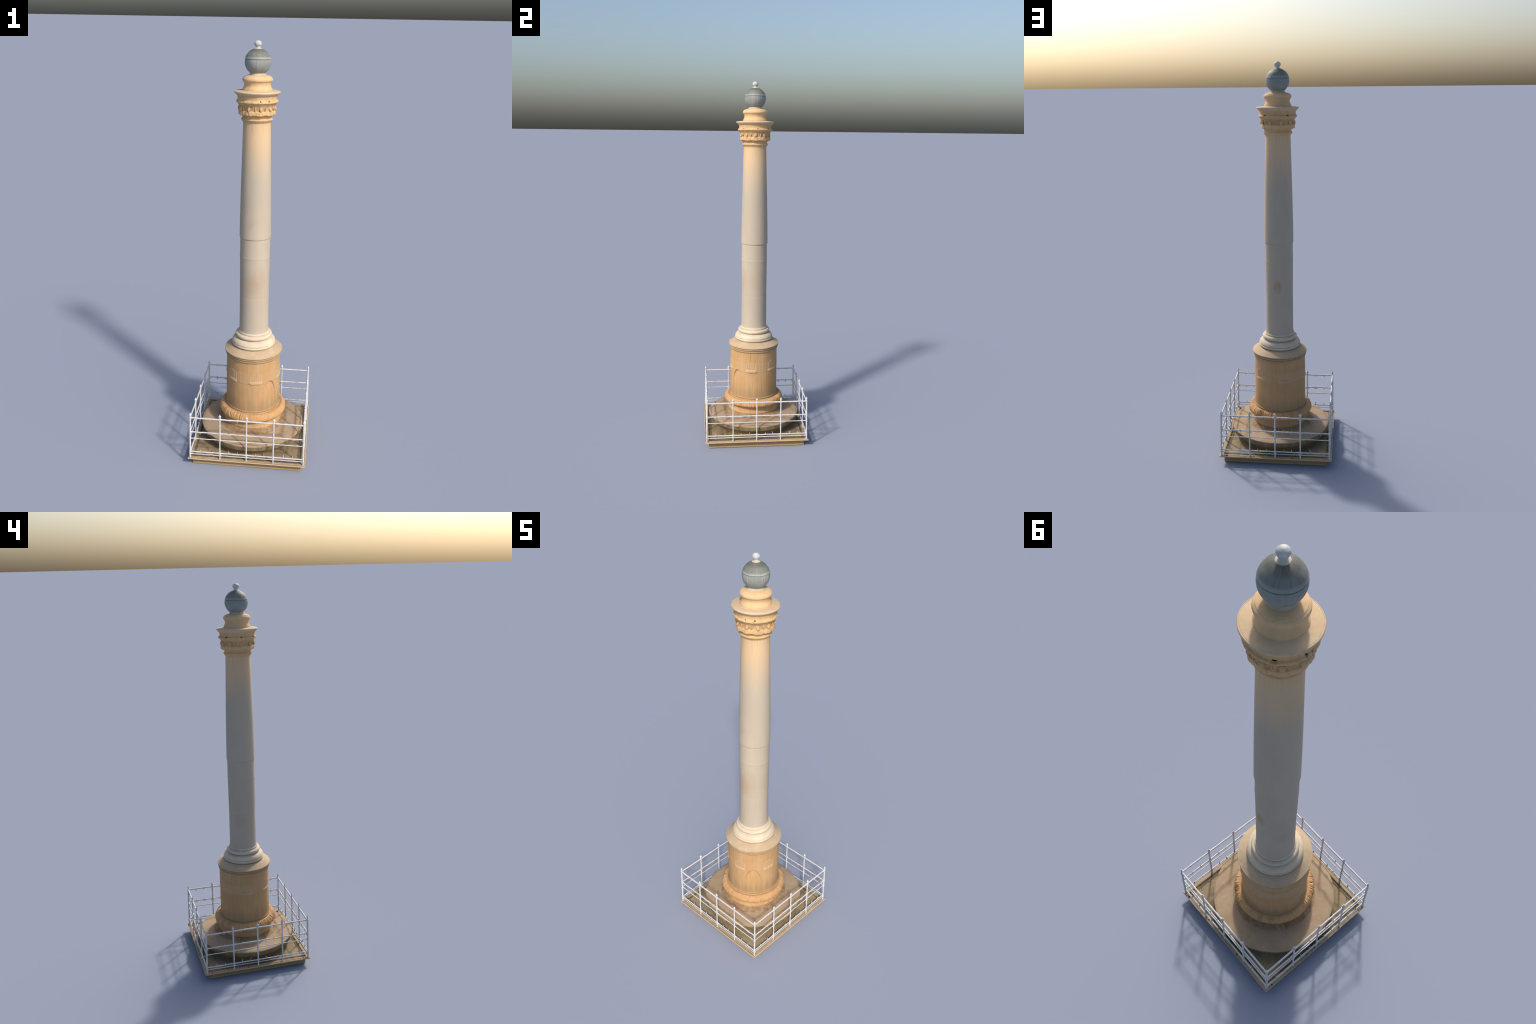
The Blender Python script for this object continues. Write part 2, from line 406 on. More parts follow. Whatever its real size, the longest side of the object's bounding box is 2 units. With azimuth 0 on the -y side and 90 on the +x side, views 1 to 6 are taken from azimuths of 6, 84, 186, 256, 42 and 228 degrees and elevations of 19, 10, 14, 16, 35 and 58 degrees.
def drum_mod(az, r, z):
    d = 0.0
    # arched doorway, a shallow sunk panel with a soft groove round its edge
    a = dang(az, DOOR)
    if abs(a) < 30 and 0.2 < z < 0.41:
        half = 20.3
        if z > 0.275:
            q = math.sqrt((a / half) ** 2 + ((z - 0.275) / 0.1165) ** 2)
        else:
            q = abs(a) / half
        top = sstep(0.29, 0.375, z)
        depth = 0.0022 + 0.0040 * top
        lip = 1 - sstep(0.93, 1.01, q)
        d -= lip * depth * math.exp(-((1.0 - q) / 0.24) ** 2)
        d -= lip * 0.0012
    # very slight proud course and joints
    d += 0.0005 * sstep(0.3815, 0.3850, z) * (1 - sstep(0.440, 0.4425, z))
    # vertical joints above windows 80 and below 260
    d -= 0.0018 * math.exp(-(dang(az, 79.0) / 0.5) ** 2) * sstep(0.35, 0.40, z)
    d -= 0.0006 * math.exp(-(dang(az, 260.3) / 0.55) ** 2) * sstep(0.36, 0.40, z)
    d -= 0.0007 * math.exp(-(dang(az, 18.0 + (z - .47) * 60) / 0.5) ** 2) * sstep(0.45, 0.47, z)
    for sgn in (-1, 1):     # inverted-V crack under the window at the back
        d -= 0.0008 * math.exp(-(dang(az, 259.8 + sgn * (0.372 - z) * 290) / 0.7) ** 2) * sstep(0.335, 0.345, z) * (1 - sstep(0.368, 0.374, z))
    x, y = math.sin(rad(az)), math.cos(rad(az))
    d += 0.0004 * n3(x * 24, y * 24, z * 6) + 0.0006 * n3(x * 3, y * 3, z * 9)
    return r + d, z

prof = [(0.1300, 0.4985), (0.1335, 0.4970), (0.1338, 0.47), (0.1344, 0.36), (0.1345, 0.245), (0.1352, 0.2335), (0.1375, 0.2305), (0.1385, 0.2275),
        (0.1372, 0.2240), (0.135, 0.2215), (0.125, 0.2200)]
drum = lathe("pedestal_drum", dense(prof, 0.0022), M_drum, thing, 720, drum_mod)

# cap with stacked mouldings
def wob(amp, f):
    def g(az, r, z):
        x, y = r * math.sin(rad(az)), -r * math.cos(rad(az))
        return r + amp * n3(x * f, y * f, z * f), z + amp * 0.7 * n3(x * f + 9, y * f, z * f)
    return g

prof = [(0.095, 0.5505), (0.107, 0.5490), (0.120, 0.5425), (0.133, 0.5338), (0.1402, 0.5292), (0.1412, 0.5284), (0.1432, 0.5284), (0.1442, 0.5262), (0.1440, 0.5232), (0.1428, 0.5215),
        (0.1382, 0.5206), (0.1378, 0.5192), (0.1408, 0.5182), (0.1418, 0.5155), (0.1414, 0.5125), (0.1400, 0.5108), (0.1358, 0.5100), (0.1354, 0.5086),
        (0.1382, 0.5076), (0.1390, 0.5045), (0.1386, 0.5010), (0.1372, 0.4985), (0.1335, 0.4972), (0.1300, 0.4968), (0.120, 0.4966)]
cap = lathe("pedestal_cap", dense(soften(prof, 0.0005), 0.004), M_cap, thing, 256, wob(0.0004, 60), 40)
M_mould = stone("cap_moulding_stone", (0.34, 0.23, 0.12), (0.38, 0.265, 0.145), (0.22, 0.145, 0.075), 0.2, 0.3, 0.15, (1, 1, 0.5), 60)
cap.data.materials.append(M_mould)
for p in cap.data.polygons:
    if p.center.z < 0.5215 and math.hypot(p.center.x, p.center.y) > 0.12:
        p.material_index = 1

# the little barred windows in relief, with projecting sills
def window_panel(name):
    """Arched panel bowed round the drum, centred on azimuth 0, with upright bars."""
    H0, H1, HW = 0.3965, 0.4458, 14.6
    nu, nv = 110, 40
    verts, faces, idx = [], [], {}
    def outline(z):
        t = (z - H0) / (H1 - H0)
        return HW * (1.0 if t < 0.18 else math.sqrt(max(0.0, 1 - ((t - 0.18) / 0.82) ** 2.3)))
    for j in range(nv + 1):
        z = H0 + (H1 - H0) * (1 - (1 - j / nv) ** 1.5)
        w = outline(z)
        for i in range(nu + 1):
            s = -1 + 2 * i / nu
            a = s * w
            q = max(abs(a) / HW, 0)
            edge = min(sstep(1.0, 0.90, abs(s)), 1 - sstep(0.93, 1.0, j / nv) * 0.999)
            cut = max(math.exp(-((a - g) / 0.75) ** 2) for g in (-8.6, -4.2, 0.2, 4.6, 8.8))
            h = 0.0020 * edge - 0.0013 * cut * edge * sstep(0.0, 0.06, j / nv)
            r = R_DRUM - 0.0012 + h
            verts.append((r * math.sin(rad(a)), -r * math.cos(rad(a)), z))
    for j in range(nv):
        for i in range(nu):
            k = j * (nu + 1) + i
            faces.append((k, k + 1, k + nu + 2, k + nu + 1))
    # back skin so that the panel is a closed slab
    off = len(verts)
    for v in list(verts):
        f = (R_DRUM - 0.004) / math.hypot(v[0], v[1])
        verts.append((v[0] * f, v[1] * f, v[2]))
    for j in range(nv):
        for i in range(nu):
            k = off + j * (nu + 1) + i
            faces.append((k, k + nu + 1, k + nu + 2, k + 1))
    W = nu + 1
    rim = [i for i in range(W)] + [j * W + nu for j in range(1, nv + 1)] + [nv * W + i for i in range(nu - 1, -1, -1)] + [j * W for j in range(nv - 1, 0, -1)]
    for a, b in zip(rim, rim[1:] + rim[:1]):
        faces.append((a, off + a, off + b, b))
    return make_obj(name, verts, faces, M_window, None, 60)

def window_sill(name):
    verts, faces = [], []
    n = 40
    sec = [(-0.003, 0.4010), (0.0012, 0.3985), (0.0024, 0.3945), (0.0036, 0.3895), (0.0040, 0.3862), (0.0034, 0.3838), (0.0010, 0.3828), (-0.003, 0.3826)]
    for i in range(n + 1):
        a = -17.0 + 34.0 * i / n
        e = sstep(-0.02, 0.22, i / n) * sstep(1.02, 0.78, i / n)
        for dr, z in sec:
            r = R_DRUM + 0.0003 + (dr * e if dr > 0 else dr) - 0.0012 * (1 - e)
            verts.append((r * math.sin(rad(a)), -r * math.cos(rad(a)), z))
    m = len(sec)
    for i in range(n):
        for j in range(m - 1):
            faces.append((i * m + j, i * m + j + 1, (i + 1) * m + j + 1, (i + 1) * m + j))
        faces.append((i * m + m - 1, i * m, (i + 1) * m, (i + 1) * m + m - 1))
    faces.append(tuple(range(m))[::-1]); faces.append(tuple(n * m + j for j in range(m)))
    return make_obj(name, verts, faces, M_window, None, 50)

rng = random.Random(7)
win0, sill0 = window_panel("relief_window"), window_sill("window_sill")
for i, az in enumerate(WINDOWS):
    w, s = (win0, sill0) if i == 0 else (win0.copy(), sill0.copy())
    if i:
        bpy.context.collection.objects.link(w); bpy.context.collection.objects.link(s)
    w.rotation_euler = (0, 0, rad(az))
    w.parent = drum
    s.parent = w

# ruffled rope moulding
FOLD_ZONES = [(322, 24, 1.0), (142, 20, 0.9), (52, 14, 0.45), (215, 12, 0.6), (285, 12, 0.45), (95, 16, 0.35)]

def rope_mod(az, r, z):
    x, y = math.sin(rad(az)), math.cos(rad(az))
    out = sstep(0.1425, 0.154, r) * sstep(0.183, 0.187, z)
    patch = 0.38 + 0.75 * max(a * math.exp(-(dang(az, c) / w) ** 2) for c, w, a in FOLD_ZONES)
    ph = az * 1.9 + 8.0 * n3(x * 3.1, y * 3.1, 5.0) * 6 + 70 * (z - 0.2) * n3(x * 2, y * 2, 1.0) * 6
    fold = abs(math.cos(rad(ph) * 30))                     # rounded folds with sharp valleys between
    irr = 0.55 + 0.9 * n3(x * 16, y * 16, z * 22)
    d = 0.0046 * (fold ** 0.7 - 0.75) * irr * patch
    d += 0.0016 * n3(x * 42, y * 42, z * 30) * (0.4 + patch) + 0.0012 * n3(x * 5, y * 5, z * 20)
    d = d * out + 0.0006 * out
    d -= 0.0040 * math.exp(-(dang(az, -18) / 1.0) ** 2) * out
    k = sstep(0.195, 0.215, z)
    return r + d * (1 - 0.55 * k), z + d * 0.8 * k

prof = [(0.130, 0.2235), (0.1385, 0.2228), (0.1400, 0.2205)] + bezier([(0.1420, 0.2218), (0.1500, 0.2225), (0.1600, 0.2170), (0.1662, 0.2065), (0.1682, 0.1975), (0.1668, 0.1905),
        (0.1622, 0.1858), (0.1560, 0.1838)], 7) + [(0.1500, 0.1828), (0.1430, 0.1800), (0.1405, 0.1750), (0.130, 0.1750)]
rope = lathe("rope_moulding", dense(prof, 0.0022), M_rope, thing, 900, rope_mod, 60)

M_foot = stone("pedestal_foot_stone", (0.41, 0.25, 0.118), (0.45, 0.285, 0.142), (0.25, 0.155, 0.078), 0.45, 0.5, 0.2, (1, 1, 0.15), 60)
prof = [(0.125, 0.184), (0.1405, 0.184), (0.1402, 0.176), (0.1408, 0.166), (0.1432, 0.156), (0.1468, 0.149), (0.1490, 0.1440), (0.1482, 0.1405), (0.1462, 0.1385), (0.140, 0.135), (0.125, 0.135)]
foot = lathe("pedestal_foot", dense(soften(prof, 0.001), 0.003), M_foot, thing, 256, wob(0.0009, 55), 50)

# ------------------------------------------------------------- column base
prof = [(0.060, 0.6262), (0.0738, 0.6258), (0.0765, 0.6235), (0.0774, 0.6205), (0.0772, 0.6175), (0.0755, 0.6160), (0.0752, 0.6148), (0.0770, 0.6143)] + \
       arc(0.0797, 0.6038, 0.0106, 0.0104, 88, -70, 16) + [(0.0815, 0.5938), (0.0795, 0.5928), (0.0795, 0.5915), (0.0815, 0.5908)] + \
       bezier([(0.0850, 0.5903), (0.0920, 0.5880), (0.0990, 0.5838), (0.1040, 0.5775), (0.1066, 0.5715), (0.1070, 0.5692)], 5) + \
       [(0.1052, 0.5682), (0.1052, 0.5672), (0.1072, 0.5665)] + arc(0.1008, 0.5600, 0.0082, 0.0070, 55, -62, 10) + [(0.1010, 0.5530), (0.1000, 0.5505), (0.1000, 0.5470), (0.090, 0.546)]
cbase = lathe("column_base", prof, M_base, thing, 224, wob(0.0003, 70), 34)

# ------------------------------------------------------------- shaft
def shaft_mod(az, r, z):
    x, y = math.sin(rad(az)), math.cos(rad(az))
    return r + 0.0003 * n3(x * 2, y * 2, z * 5) + 0.00012 * n3(x * 25, y * 25, z * 4), z

prof = [(0.060, 1.1120), (0.0700, 1.1110), (0.0716, 1.1060), (0.0716, 1.060), (0.0719, 1.020), (0.0727, 1.0125), (0.0727, 1.0105), (0.0721, 1.0080),
        (0.0718, 0.990), (0.0713, 0.900), (0.0708, 0.820), (0.0708, 0.8135), (0.0704, 0.8125), (0.0708, 0.8115), (0.0713, 0.72), (0.0718, 0.650), (0.0721, 0.635), (0.0732, 0.6275), (0.0735, 0.6250), (0.06, 0.6245)]
lower = lathe("lower_shaft", dense(soften(prof, 0.0006), 0.02), M_shaft_lo, thing, 192, shaft_mod, 50)
ent = [(1.6480, 0.0626), (1.62, 0.0633), (1.58, 0.0643), (1.53, 0.0656), (1.47, 0.0672), (1.40, 0.0690), (1.34, 0.0705), (1.27, 0.0720), (1.20, 0.0734), (1.15, 0.0742), (1.112, 0.0747)]
prof = [(0.055, 1.6520), (0.0640, 1.6510)] + [(r, z) for z, r in ent] + [(0.0745, 1.1080), (0.0725, 1.1068), (0.065, 1.1068)]
upper = lathe("upper_shaft", dense(soften(prof, 0.001), 0.012), M_shaft_up, thing, 192, shaft_mod, 50)

# ------------------------------------------------------------- capital
EGGS = 10
EGG0 = 16.0


def cap_mod(az, r, z):
    x, y = math.sin(rad(az)), math.cos(rad(az))
    rr, zz = r, z
    # lobed leaf roll with scalloped lower lip
    k = 0.5 + 0.5 * math.cos(EGGS * rad(az - EGG0))
    wr = sstep(1.6745, 1.684, z) * (1 - sstep(1.700, 1.708, z))
    lob = (k ** 0.6)
    rr += wr * (0.0016 * (lob - 0.6) + 0.0016 * n3(x * 9, y * 9, z * 60))
    zz += -wr * (0.0030 * (lob - 0.5) + 0.0016 * n3(x * 6 + 4, y * 6, 2.2)) * (1 - sstep(1.690, 1.702, z))
    zz += wr * 0.0025 * n3(x * 11, y * 11, 7.7) * sstep(1.694, 1.701, z)
    # ragged fluting behind the eggs
    we = sstep(1.699, 1.705, z) * (1 - sstep(1.719, 1.724, z))
    rr += we * (0.0018 * n3(x * 14, y * 14, z * 25) + 0.0012 * n3(x * 34, y * 34, z * 10))
    # uneven fillet, dented where the scan has gaps
    wf = sstep(1.733, 1.738, z) * (1 - sstep(1.747, 1.750, z))
    rr += wf * 0.0009 * n3(x * 10, y * 10, 3.1)
    zz += wf * 0.0009 * n3(x * 12, y * 12, 6.1)
    for p, w in SCAN_GAPS:
        dd = dang(az, p)
        if abs(dd) < 10:
            rr -= 0.0120 * math.exp(-(dd / w) ** 4) * math.exp(-((z - 1.7452) / 0.0026) ** 2)
    rr += 0.0005 * n3(x * 7, y * 7, z * 50)
    return rr, zz

prof = [(0.060, 1.7690), (0.0905, 1.7680)] + bezier([(0.0900, 1.7665), (0.0884, 1.7600), (0.0880, 1.7530), (0.0886, 1.7488)], 5) + \
       [(0.0892, 1.7478), (0.0915, 1.7466), (0.0940, 1.7446), (0.0950, 1.7418), (0.0949, 1.7392), (0.0935, 1.7368), (0.0905, 1.7358)] + \
       bezier([(0.0885, 1.7335), (0.0850, 1.7285), (0.0820, 1.7230), (0.0800, 1.7160), (0.0786, 1.7080), (0.0790, 1.7045)], 5) + \
       bezier([(0.0806, 1.7026), (0.0830, 1.6995), (0.0837, 1.6935), (0.0838, 1.6885), (0.0834, 1.6850)], 5) + \
       [(0.0822, 1.6835), (0.0775, 1.6825)] + bezier([(0.0735, 1.6808), (0.0685, 1.6770), (0.0664, 1.6730), (0.0672, 1.6690), (0.0695, 1.6660)], 5) + \
       [(0.0712, 1.6645), (0.0721, 1.6622), (0.0717, 1.6602), (0.0695, 1.6570), (0.0665, 1.6535), (0.0645, 1.6505), (0.0632, 1.6480), (0.055, 1.6475)]
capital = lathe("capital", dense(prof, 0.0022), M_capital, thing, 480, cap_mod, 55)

def egg_mesh(name, seed):
    """Half-sunk, roughly carved egg that hangs from the mouldings; local origin at its centre, -y outward."""
    bm = bmesh.new()
    bmesh.ops.create_icosphere(bm, subdivisions=4, radius=1.0)
    for v in bm.verts:
        x, y, z = v.co
        w = 0.0096 * (1.0 - 0.22 * z * z) * (1.0 - 0.12 * max(0, -z)) * (1 + 0.1 * max(0, z))
        b = 1 + 0.16 * n3(x * 2 + seed, y * 2, z * 2)
        g = 1 - 0.22 * math.exp(-((abs(x) - 0.55) / 0.12) ** 2)
        v.co = Vector((x * w * b, y * 0.0062 * b * g, z * 0.0122 * b - 0.002 * (1 - x * x)))
    me = bpy.data.meshes.new(name)
    bm.to_mesh(me); bm.free()
    me.shade_smooth()
    me.materials.append(M_capital_egg)
    return me

M_capital_egg = stone("egg_sandstone_shaded", (0.46, 0.295, 0.14), (0.52, 0.345, 0.175), (0.29, 0.18, 0.085), 0.4, 0.4, 0.2, (1, 1, 0.2), 90)  # darker than the capital: some of the cove's shade is put into the colour
egg_meshes = [egg_mesh("egg_moulding", s * 3.3) for s in range(3)]
for i in range(EGGS):
    ob = bpy.data.objects.new("egg_moulding", egg_meshes[rng.randrange(3)])
    bpy.context.collection.objects.link(ob)
    az = EGG0 + i * 360 / EGGS + rng.uniform(-2.0, 2.0)
    r = 0.0815
    ob.location = (r * math.sin(rad(az)), -r * math.cos(rad(az)), 1.7135 + rng.uniform(-0.001, 0.001))
    ob.rotation_euler = (rad(-11 + rng.uniform(-4, 4)), rad(rng.uniform(-6, 6)), rad(az))
    sc = rng.uniform(0.85, 1.08)
    ob.scale = (sc * rng.uniform(0.85, 1.1), sc, sc)
    ob.parent = capital
# slim darts between the eggs
def dart_mesh(name):
    bm = bmesh.new()
    bmesh.ops.create_icosphere(bm, subdivisions=3, radius=1.0)
    for v in bm.verts:
        x, y, z = v.co
        v.co = Vector((x * 0.0030 * (0.75 + 0.45 * z), y * 0.0030, z * 0.0105))
    me = bpy.data.meshes.new(name); bm.to_mesh(me); bm.free(); me.shade_smooth(); me.materials.append(M_capital_egg)
    return me
dm = dart_mesh("dart_moulding")
for i in range(EGGS):
    ob = bpy.data.objects.new("dart_moulding", dm)
    bpy.context.collection.objects.link(ob)
    az = EGG0 + (i + 0.5) * 360 / EGGS + rng.uniform(-3, 3)
    r = 0.0815
    ob.location = (r * math.sin(rad(az)), -r * math.cos(rad(az)), 1.7140)
    ob.rotation_euler = (rad(-12), rad(rng.uniform(-8, 8)), rad(az))
    ob.scale = (rng.uniform(0.8, 1.5), 1, rng.uniform(0.85, 1.05))
    ob.parent = capital

prof = [(0.055, 1.7905), (0.0665, 1.7900), (0.0690, 1.7885), (0.0850, 1.7872), (0.0980, 1.7858), (0.0995, 1.7846), (0.1007, 1.7858), (0.1024, 1.7850), (0.1037, 1.7832),
        (0.1040, 1.7812), (0.1028, 1.7782), (0.1000, 1.7750), (0.0962, 1.7715), (0.0930, 1.7685), (0.0908, 1.7668), (0.08, 1.7660)]
abacus = lathe("abacus", dense(soften(prof, 0.0006), 0.004), M_abacus, thing, 224, wob(0.0005, 70), 50)

# ------------------------------------------------------------- crown under the orb
prof = [(0.030, 1.8545), (0.0400, 1.8540), (0.0520, 1.8515), (0.0600, 1.8482), (0.0613, 1.8470), (0.0616, 1.8452), (0.0628, 1.8455)] + arc(0.0585, 1.8350, 0.0099, 0.0108, 62, -58, 14) + \
       bezier([(0.0622, 1.8245), (0.0600, 1.8180), (0.0592, 1.8120), (0.0604, 1.8060), (0.0634, 1.7995), (0.0660, 1.7945)], 5) + [(0.0668, 1.7920), (0.0664, 1.7895), (0.055, 1.7885)]
M_crown = stone("crown_sandstone", (0.58, 0.395, 0.215), (0.63, 0.44, 0.25), (0.41, 0.27, 0.14), 0.2, 0.3, 0.15, (1, 1, 0.3), 60)
crown = lathe("crown_moulding", dense(soften(prof, 0.0006), 0.004), M_crown, thing, 192, wob(0.0006, 60), 50)

prof = [(0.020, 1.8640), (0.0345, 1.8635), (0.0342, 1.8612), (0.0352, 1.8588), (0.0376, 1.8565), (0.0384, 1.8545), (0.0382, 1.8525), (0.020, 1.8520)]
orbfoot = lathe("orb_foot", soften(prof, 0.0006), M_orbfoot, thing, 128, wob(0.0002, 60))

OC, OR = 1.9100, 0.0580
prof = []
for k in range(25):     # upper shell, a touch proud with a rounded rim
    a = 76 - (76 - 14.8) * k / 24
    prof.append(((OR + 0.0004) * math.cos(rad(a)), OC + (OR + 0.0004) * math.sin(rad(a))))
prof = [(0.004, prof[0][1] + 0.001)] + prof + [(0.0572, 1.9240), (0.0570, 1.9228), (0.0556, 1.9220), (0.0540, 1.9214), (0.0540, 1.9207), (0.0558, 1.9202)]
for k in range(31):
    a = 9.6 - (9.6 + 53.0) * k / 30
    prof.append((OR * math.cos(rad(a)), OC + OR * math.sin(rad(a))))
prof += [(0.0346, 1.8630), (0.02, 1.8625)]
orb = lathe("orb", prof, M_orb, thing, 160, wob(0.00025, 40), 40)

prof = [(0.004, 1.9718), (0.0102, 1.9712), (0.0108, 1.9695), (0.0124, 1.9682), (0.0150, 1.9674), (0.0174, 1.9664), (0.0184, 1.9648), (0.0178, 1.9630), (0.010, 1.9615)]
M_neck = plain("finial_neck_stone", (0.44, 0.405, 0.315), (0.53, 0.49, 0.39), 50)
neck = lathe("finial_neck", soften(prof, 0.0005), M_neck, thing, 96)
prof = [(0.0008, 2.0000), (0.0060, 1.9994), (0.0085, 1.9984)] + arc(0.0, 1.9862, 0.0167, 0.0140, 58, -48, 16) + [(0.0107, 1.9745), (0.0104, 1.9720), (0.0106, 1.9690), (0.004, 1.9685)]
knob = lathe("finial_knob", prof, M_knob, thing, 96, wob(0.0004, 90), 50)

# ------------------------------------------------------------- iron railing
PX = 0.2740           # posts stand on this square
Z_FOOT, Z_TIP = 0.0405, 0.2886
RAIL_Z = [(0.2625, 0.0038, 0), (0.1850, 0.0032, 1), (0.1485, 0.0022, 2), (0.0745, 0.0030, 3), (0.0615, 0.0020, 4)]
SIDE_DROP = [0.0012, 0.0002, 0.0016, 0.0004]      # the rails have settled by a millimetre or two

def lean(z):
    """Half width of the railing square: the posts lean in a little towards the top."""
    return 1.0 + (0.0036 - 0.0102 * (z - 0.04) / 0.247 + 0.0082)

def tube(verts, faces, path, radii, n=10):
    """Sweep a rough circle along path; frame from fixed up/side."""
    base = len(verts)
    for i, (p, r) in enumerate(zip(path, radii)):
        q0, q1 = path[max(i - 1, 0)], path[min(i + 1, len(path) - 1)]
        t = (Vector(q1) - Vector(q0)).normalized()
        s = t.cross(Vector((0, 0, 1)))
        if s.length < 0.2:
            s = t.cross(Vector((0, 1, 0)))
        s.normalize(); u = s.cross(t)
        for k in range(n):
            a = TAU * k / n
            v = Vector(p) + (s * math.cos(a) + u * math.sin(a)) * r
            verts.append(tuple(v))
    m = len(path)
    for i in range(m - 1):
        for k in range(n):
            k2 = (k + 1) % n
            faces.append((base + i * n + k, base + i * n + k2, base + (i + 1) * n + k2, base + (i + 1) * n + k))
    faces.append(tuple(base + k for k in range(n))[::-1])
    faces.append(tuple(base + (m - 1) * n + k for k in range(n)))

def post_obj(name, loc, corner, seed):
    """Turned post: collars where the rails meet it; local z is height above ground."""
    prof = []
    H = Z_TIP - 0.0225
    steps = 120
    for i in range(steps + 1):
        z = Z_FOOT - 0.001 + (H - Z_FOOT) * i / steps
        r = 0.0033 + 0.0006 * (z - 0.04) / 0.22
        r += 0.0006 * sstep(0.052, 0.043, z)
        for zr, rr, _ in RAIL_Z:
            r += (0.0011 if rr > 0.003 else 0.0009) * math.exp(-((z - zr) / 0.0050) ** 2)
        r += 0.0008 * math.exp(-((z - 0.176) / 0.0035) ** 2)
        if corner:
            r += 0.0005
        r += 0.00045 * n3(seed * 3.1, z * 110, 0.5)
        prof.append((r, z))
    seg = 14
    prof = prof[::-1]
    verts, faces = [], []
    for r, z in prof:
        for k in range(seg):
            a = TAU * k / seg
            rr = r * (1 + 0.10 * n3(math.cos(a) + seed, math.sin(a), z * 60))
            f = lean(z) - 1.0
            ex = loc[0] * f if abs(loc[0]) > 0.27 else 0.0
            ey = loc[1] * f if abs(loc[1]) > 0.27 else 0.0
            verts.append((rr * math.cos(a) + ex, rr * math.sin(a) + ey, z))
    m = len(prof)
    for i in range(m - 1):
        for k in range(seg):
            k2 = (k + 1) % seg
            faces.append((i * seg + k, (i + 1) * seg + k, (i + 1) * seg + k2, i * seg + k2))
    faces.append(tuple(range(seg)))
    faces.append(tuple((m - 1) * seg + k for k in range(seg))[::-1])
    ob = make_obj(name, verts, faces, M_paint, thing, 60)
    ob.location = loc
    return ob

def finial_mesh(name):
    z0 = Z_TIP - 0.0235
    prof = [(0.0003, Z_TIP), (0.0012, Z_TIP - 0.0022), (0.0026, Z_TIP - 0.0058), (0.0046, Z_TIP - 0.0088), (0.0064, Z_TIP - 0.0106), (0.0074, Z_TIP - 0.0122), (0.0060, Z_TIP - 0.0140),
            (0.0046, Z_TIP - 0.0158), (0.0042, Z_TIP - 0.0190), (0.0046, z0)]
    seg = 14
    verts, faces = [], []
    for r, z in prof:
        for k in range(seg):
            a = TAU * k / seg
            rr = r * (1 + 0.30 * n3(math.cos(a) * 1.5, math.sin(a) * 1.5, z * 60))
            verts.append((rr * math.cos(a), rr * math.sin(a), z))
    m = len(prof)
    for i in range(m - 1):
        for k in range(seg):
            k2 = (k + 1) % seg
            faces.append((i * seg + k, (i + 1) * seg + k, (i + 1) * seg + k2, i * seg + k2))
    faces.append(tuple(range(seg)))
    faces.append(tuple((m - 1) * seg + k for k in range(seg))[::-1])
    ob = make_obj(name, verts, faces, M_paint, None, 60)
    return ob

# where the posts stand along each side (they were never set out quite evenly)
POST_T = [(0.0, 0.2630, 0.4995, 0.7392), (0.0, 0.2577, 0.4973, 0.7398), (0.0, 0.2622, 0.5000, 0.7345), (0.0, 0.2590, 0.4984, 0.7440)]
corners = [(-PX, -PX), (PX, -PX), (PX, PX), (-PX, PX)]
fin0 = finial_mesh("post_finial")
first_fin = True
posts = []
for s in range(4):
    a, b = corners[s], corners[(s + 1) % 4]
    for k in range(4):
        t = POST_T[s][k]
        x, y = a[0] + (b[0] - a[0]) * t, a[1] + (b[1] - a[1]) * t
        out = 0.0013
        p = post_obj("railing_post", (x + (out if x > 0.27 else -out if x < -0.27 else 0) * 0.0, y, 0), k == 0, s * 5 + k)
        if k == 0:
            p.scale = (1.06, 1.06, 1)
        f = fin0 if first_fin else fin0.copy()
        if not first_fin:
            bpy.context.collection.objects.link(f)
        first_fin = False
        f.parent = p
        f.rotation_euler = (0, 0, s * TAU / 4 + rng.choice((0, math.pi)) + rng.uniform(-0.2, 0.2))
        sc = rng.uniform(0.92, 1.08) * (0.86 if k == 0 else 1.06)
        f.scale = (sc, sc * (0.70 if k else 0.9), 1)
        lf = lean(0.275) - 1
        f.location = (x * lf if abs(x) > 0.27 else 0, y * lf if abs(y) > 0.27 else 0, 0.0012 if k else 0.0008)
        posts.append((s, t, x, y))

# rails, one bay at a time, lumpy with old paint
def rail_obj(p, q, z, r, kind, seed):
    L = math.hypot(q[0] - p[0], q[1] - p[1])
    n = 44
    path, radii = [], []
    ux, uy = (q[0] - p[0]) / L, (q[1] - p[1]) / L
    for i in range(n + 1):
        t = i / n
        dz = 0.0009 * n3(t * 5 + seed * 1.7, 0.3, kind * 3) + 0.0006 * n3(t * 14 + seed, 8.3, kind)
        dn = 0.0007 * n3(t * 5 + seed * 2.1, 4.3, kind)
        path.append((p[0] + (q[0] - p[0]) * t - uy * dn, p[1] + (q[1] - p[1]) * t + ux * dn, z + dz))
        e = min(t, 1 - t) * L
        rr = r * (1 + 0.16 * n3(t * 11 + seed * 3, 1.1, kind) + 0.12 * n3(t * 30 + seed, 2.1, kind))
        rr += 0.0013 * math.exp(-(e / 0.007) ** 2)
        radii.append(rr)
    verts, faces = [], []
    tube(verts, faces, path, radii, 10)
    return make_obj("rail", verts, faces, M_paint, thing, 70)

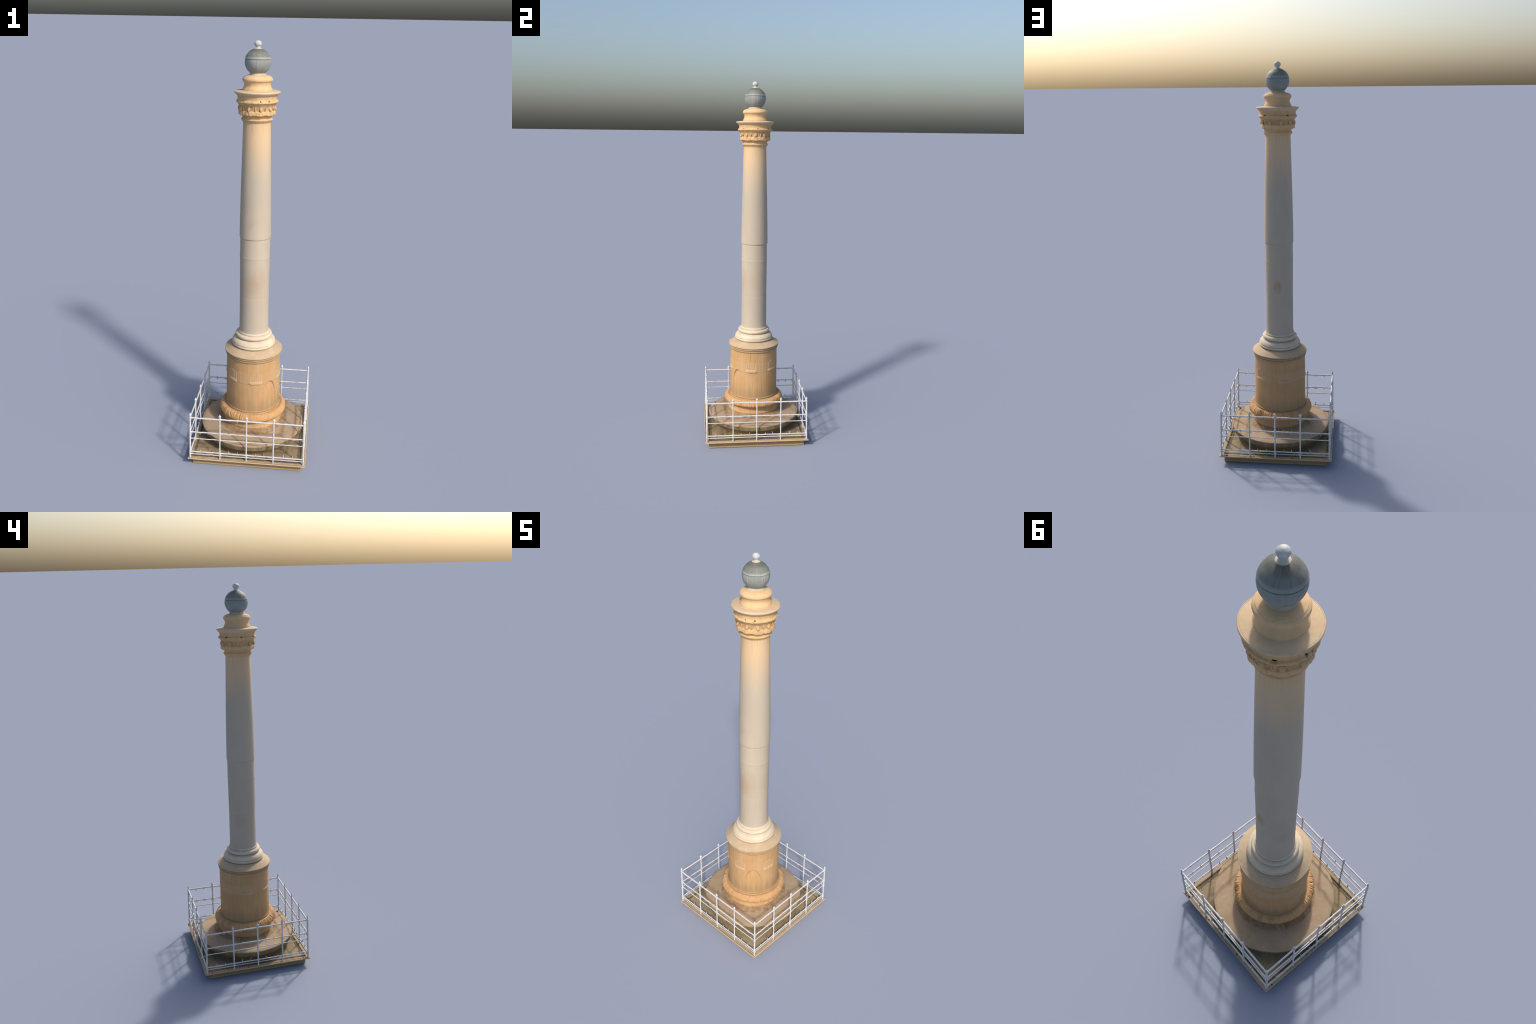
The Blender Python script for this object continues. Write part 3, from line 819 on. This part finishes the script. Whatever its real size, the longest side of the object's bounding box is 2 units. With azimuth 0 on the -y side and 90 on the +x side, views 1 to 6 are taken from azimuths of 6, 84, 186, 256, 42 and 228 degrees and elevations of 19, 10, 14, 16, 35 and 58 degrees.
seq = [(posts[i], posts[(i + 1) % 16]) for i in range(16)]
sv, sf = [], []
for i, (a, b) in enumerate(seq):
    p, q = (a[2], a[3]), (b[2], b[3])
    for z, r, kind in RAIL_Z:
        ln = lean(z)
        P = tuple(c * ln if abs(c) > 0.27 else c for c in p)
        Q = tuple(c * ln if abs(c) > 0.27 else c for c in q)
        rail_obj(P, Q, z - SIDE_DROP[a[0]], r, kind, i * 6.37 + kind * 1.9)
    ln = lean(0.16)
    p = tuple(c * ln if abs(c) > 0.27 else c for c in p)
    q = tuple(c * ln if abs(c) > 0.27 else c for c in q)
    # baluster residue left by the scan, shaped as spikes: two per bay
    def at(t):
        return p[0] + (q[0] - p[0]) * t, p[1] + (q[1] - p[1]) * t
    for t0 in (0.34, 0.67):
        t = t0 + rng.uniform(-0.02, 0.02)
        x, y = at(t)
        def spike(z0, z1, r0, bend):
            path = []
            for k in range(6):
                u = k / 5
                path.append((x + bend[0] * u * u, y + bend[1] * u * u, z0 + (z1 - z0) * u))
            tube(sv, sf, path, [r0 * (1.35 if k == 0 else 1) * (1 - 0.55 * k / 5) for k in range(6)], 7)
        bend = lambda s: (rng.uniform(-s, s), rng.uniform(-s, s))
        spike(0.2615, 0.2615 - rng.uniform(0.0075, 0.0140), rng.uniform(0.0026, 0.0036), bend(0.001))
        spike(0.0745, 0.0745 + rng.uniform(0.009, 0.0185), rng.uniform(0.0024, 0.0033), bend(0.005))
        if rng.random() < 0.75:
            spike(0.1848, 0.1848 + rng.uniform(0.006, 0.013) * (1 if rng.random() < 0.7 else 0.6), 0.0022, bend(0.004))
        if rng.random() < 0.7:
            spike(0.1500, 0.1500 - rng.uniform(0.004, 0.009), 0.0016, bend(0.001))
        if rng.random() < 0.85:      # spikes on the scan's ghost rail under the middle rail
            spike(0.1775, 0.1775 - rng.uniform(0.004, 0.009), 0.0019, bend(0.002))
        if rng.random() < 0.85:      # fragment of the ghost rail
            w = rng.uniform(0.08, 0.2)
            pts = []
            for k in range(8):
                u = t + w * (k / 7 - 0.5)
                X, Y = at(u)
                pts.append((X, Y, 0.1768 + 0.0012 * n3(u * 9 + i, 3.3, 1)))
            tube(sv, sf, pts, [0.0011 * (0.35 + math.sin(math.pi * k / 7)) for k in range(8)], 6)
    for tt in (0.06, 0.94):
        X, Y = at(tt); X2, Y2 = at(0.5)
        dx, dy = (X2 - X), (Y2 - Y)
        pts = [(X - dx * 0.1 + dx * 0.22 * k / 4, Y - dy * 0.1 + dy * 0.22 * k / 4, 0.1760) for k in range(5)]
        tube(sv, sf, pts, [0.0022, 0.0018, 0.0012, 0.0008, 0.0004], 6)
stubs = make_obj("baluster_residue", sv, sf, M_residue, thing, 70)  # scan residue built as one mesh
stubs["kind"] = "stuff"
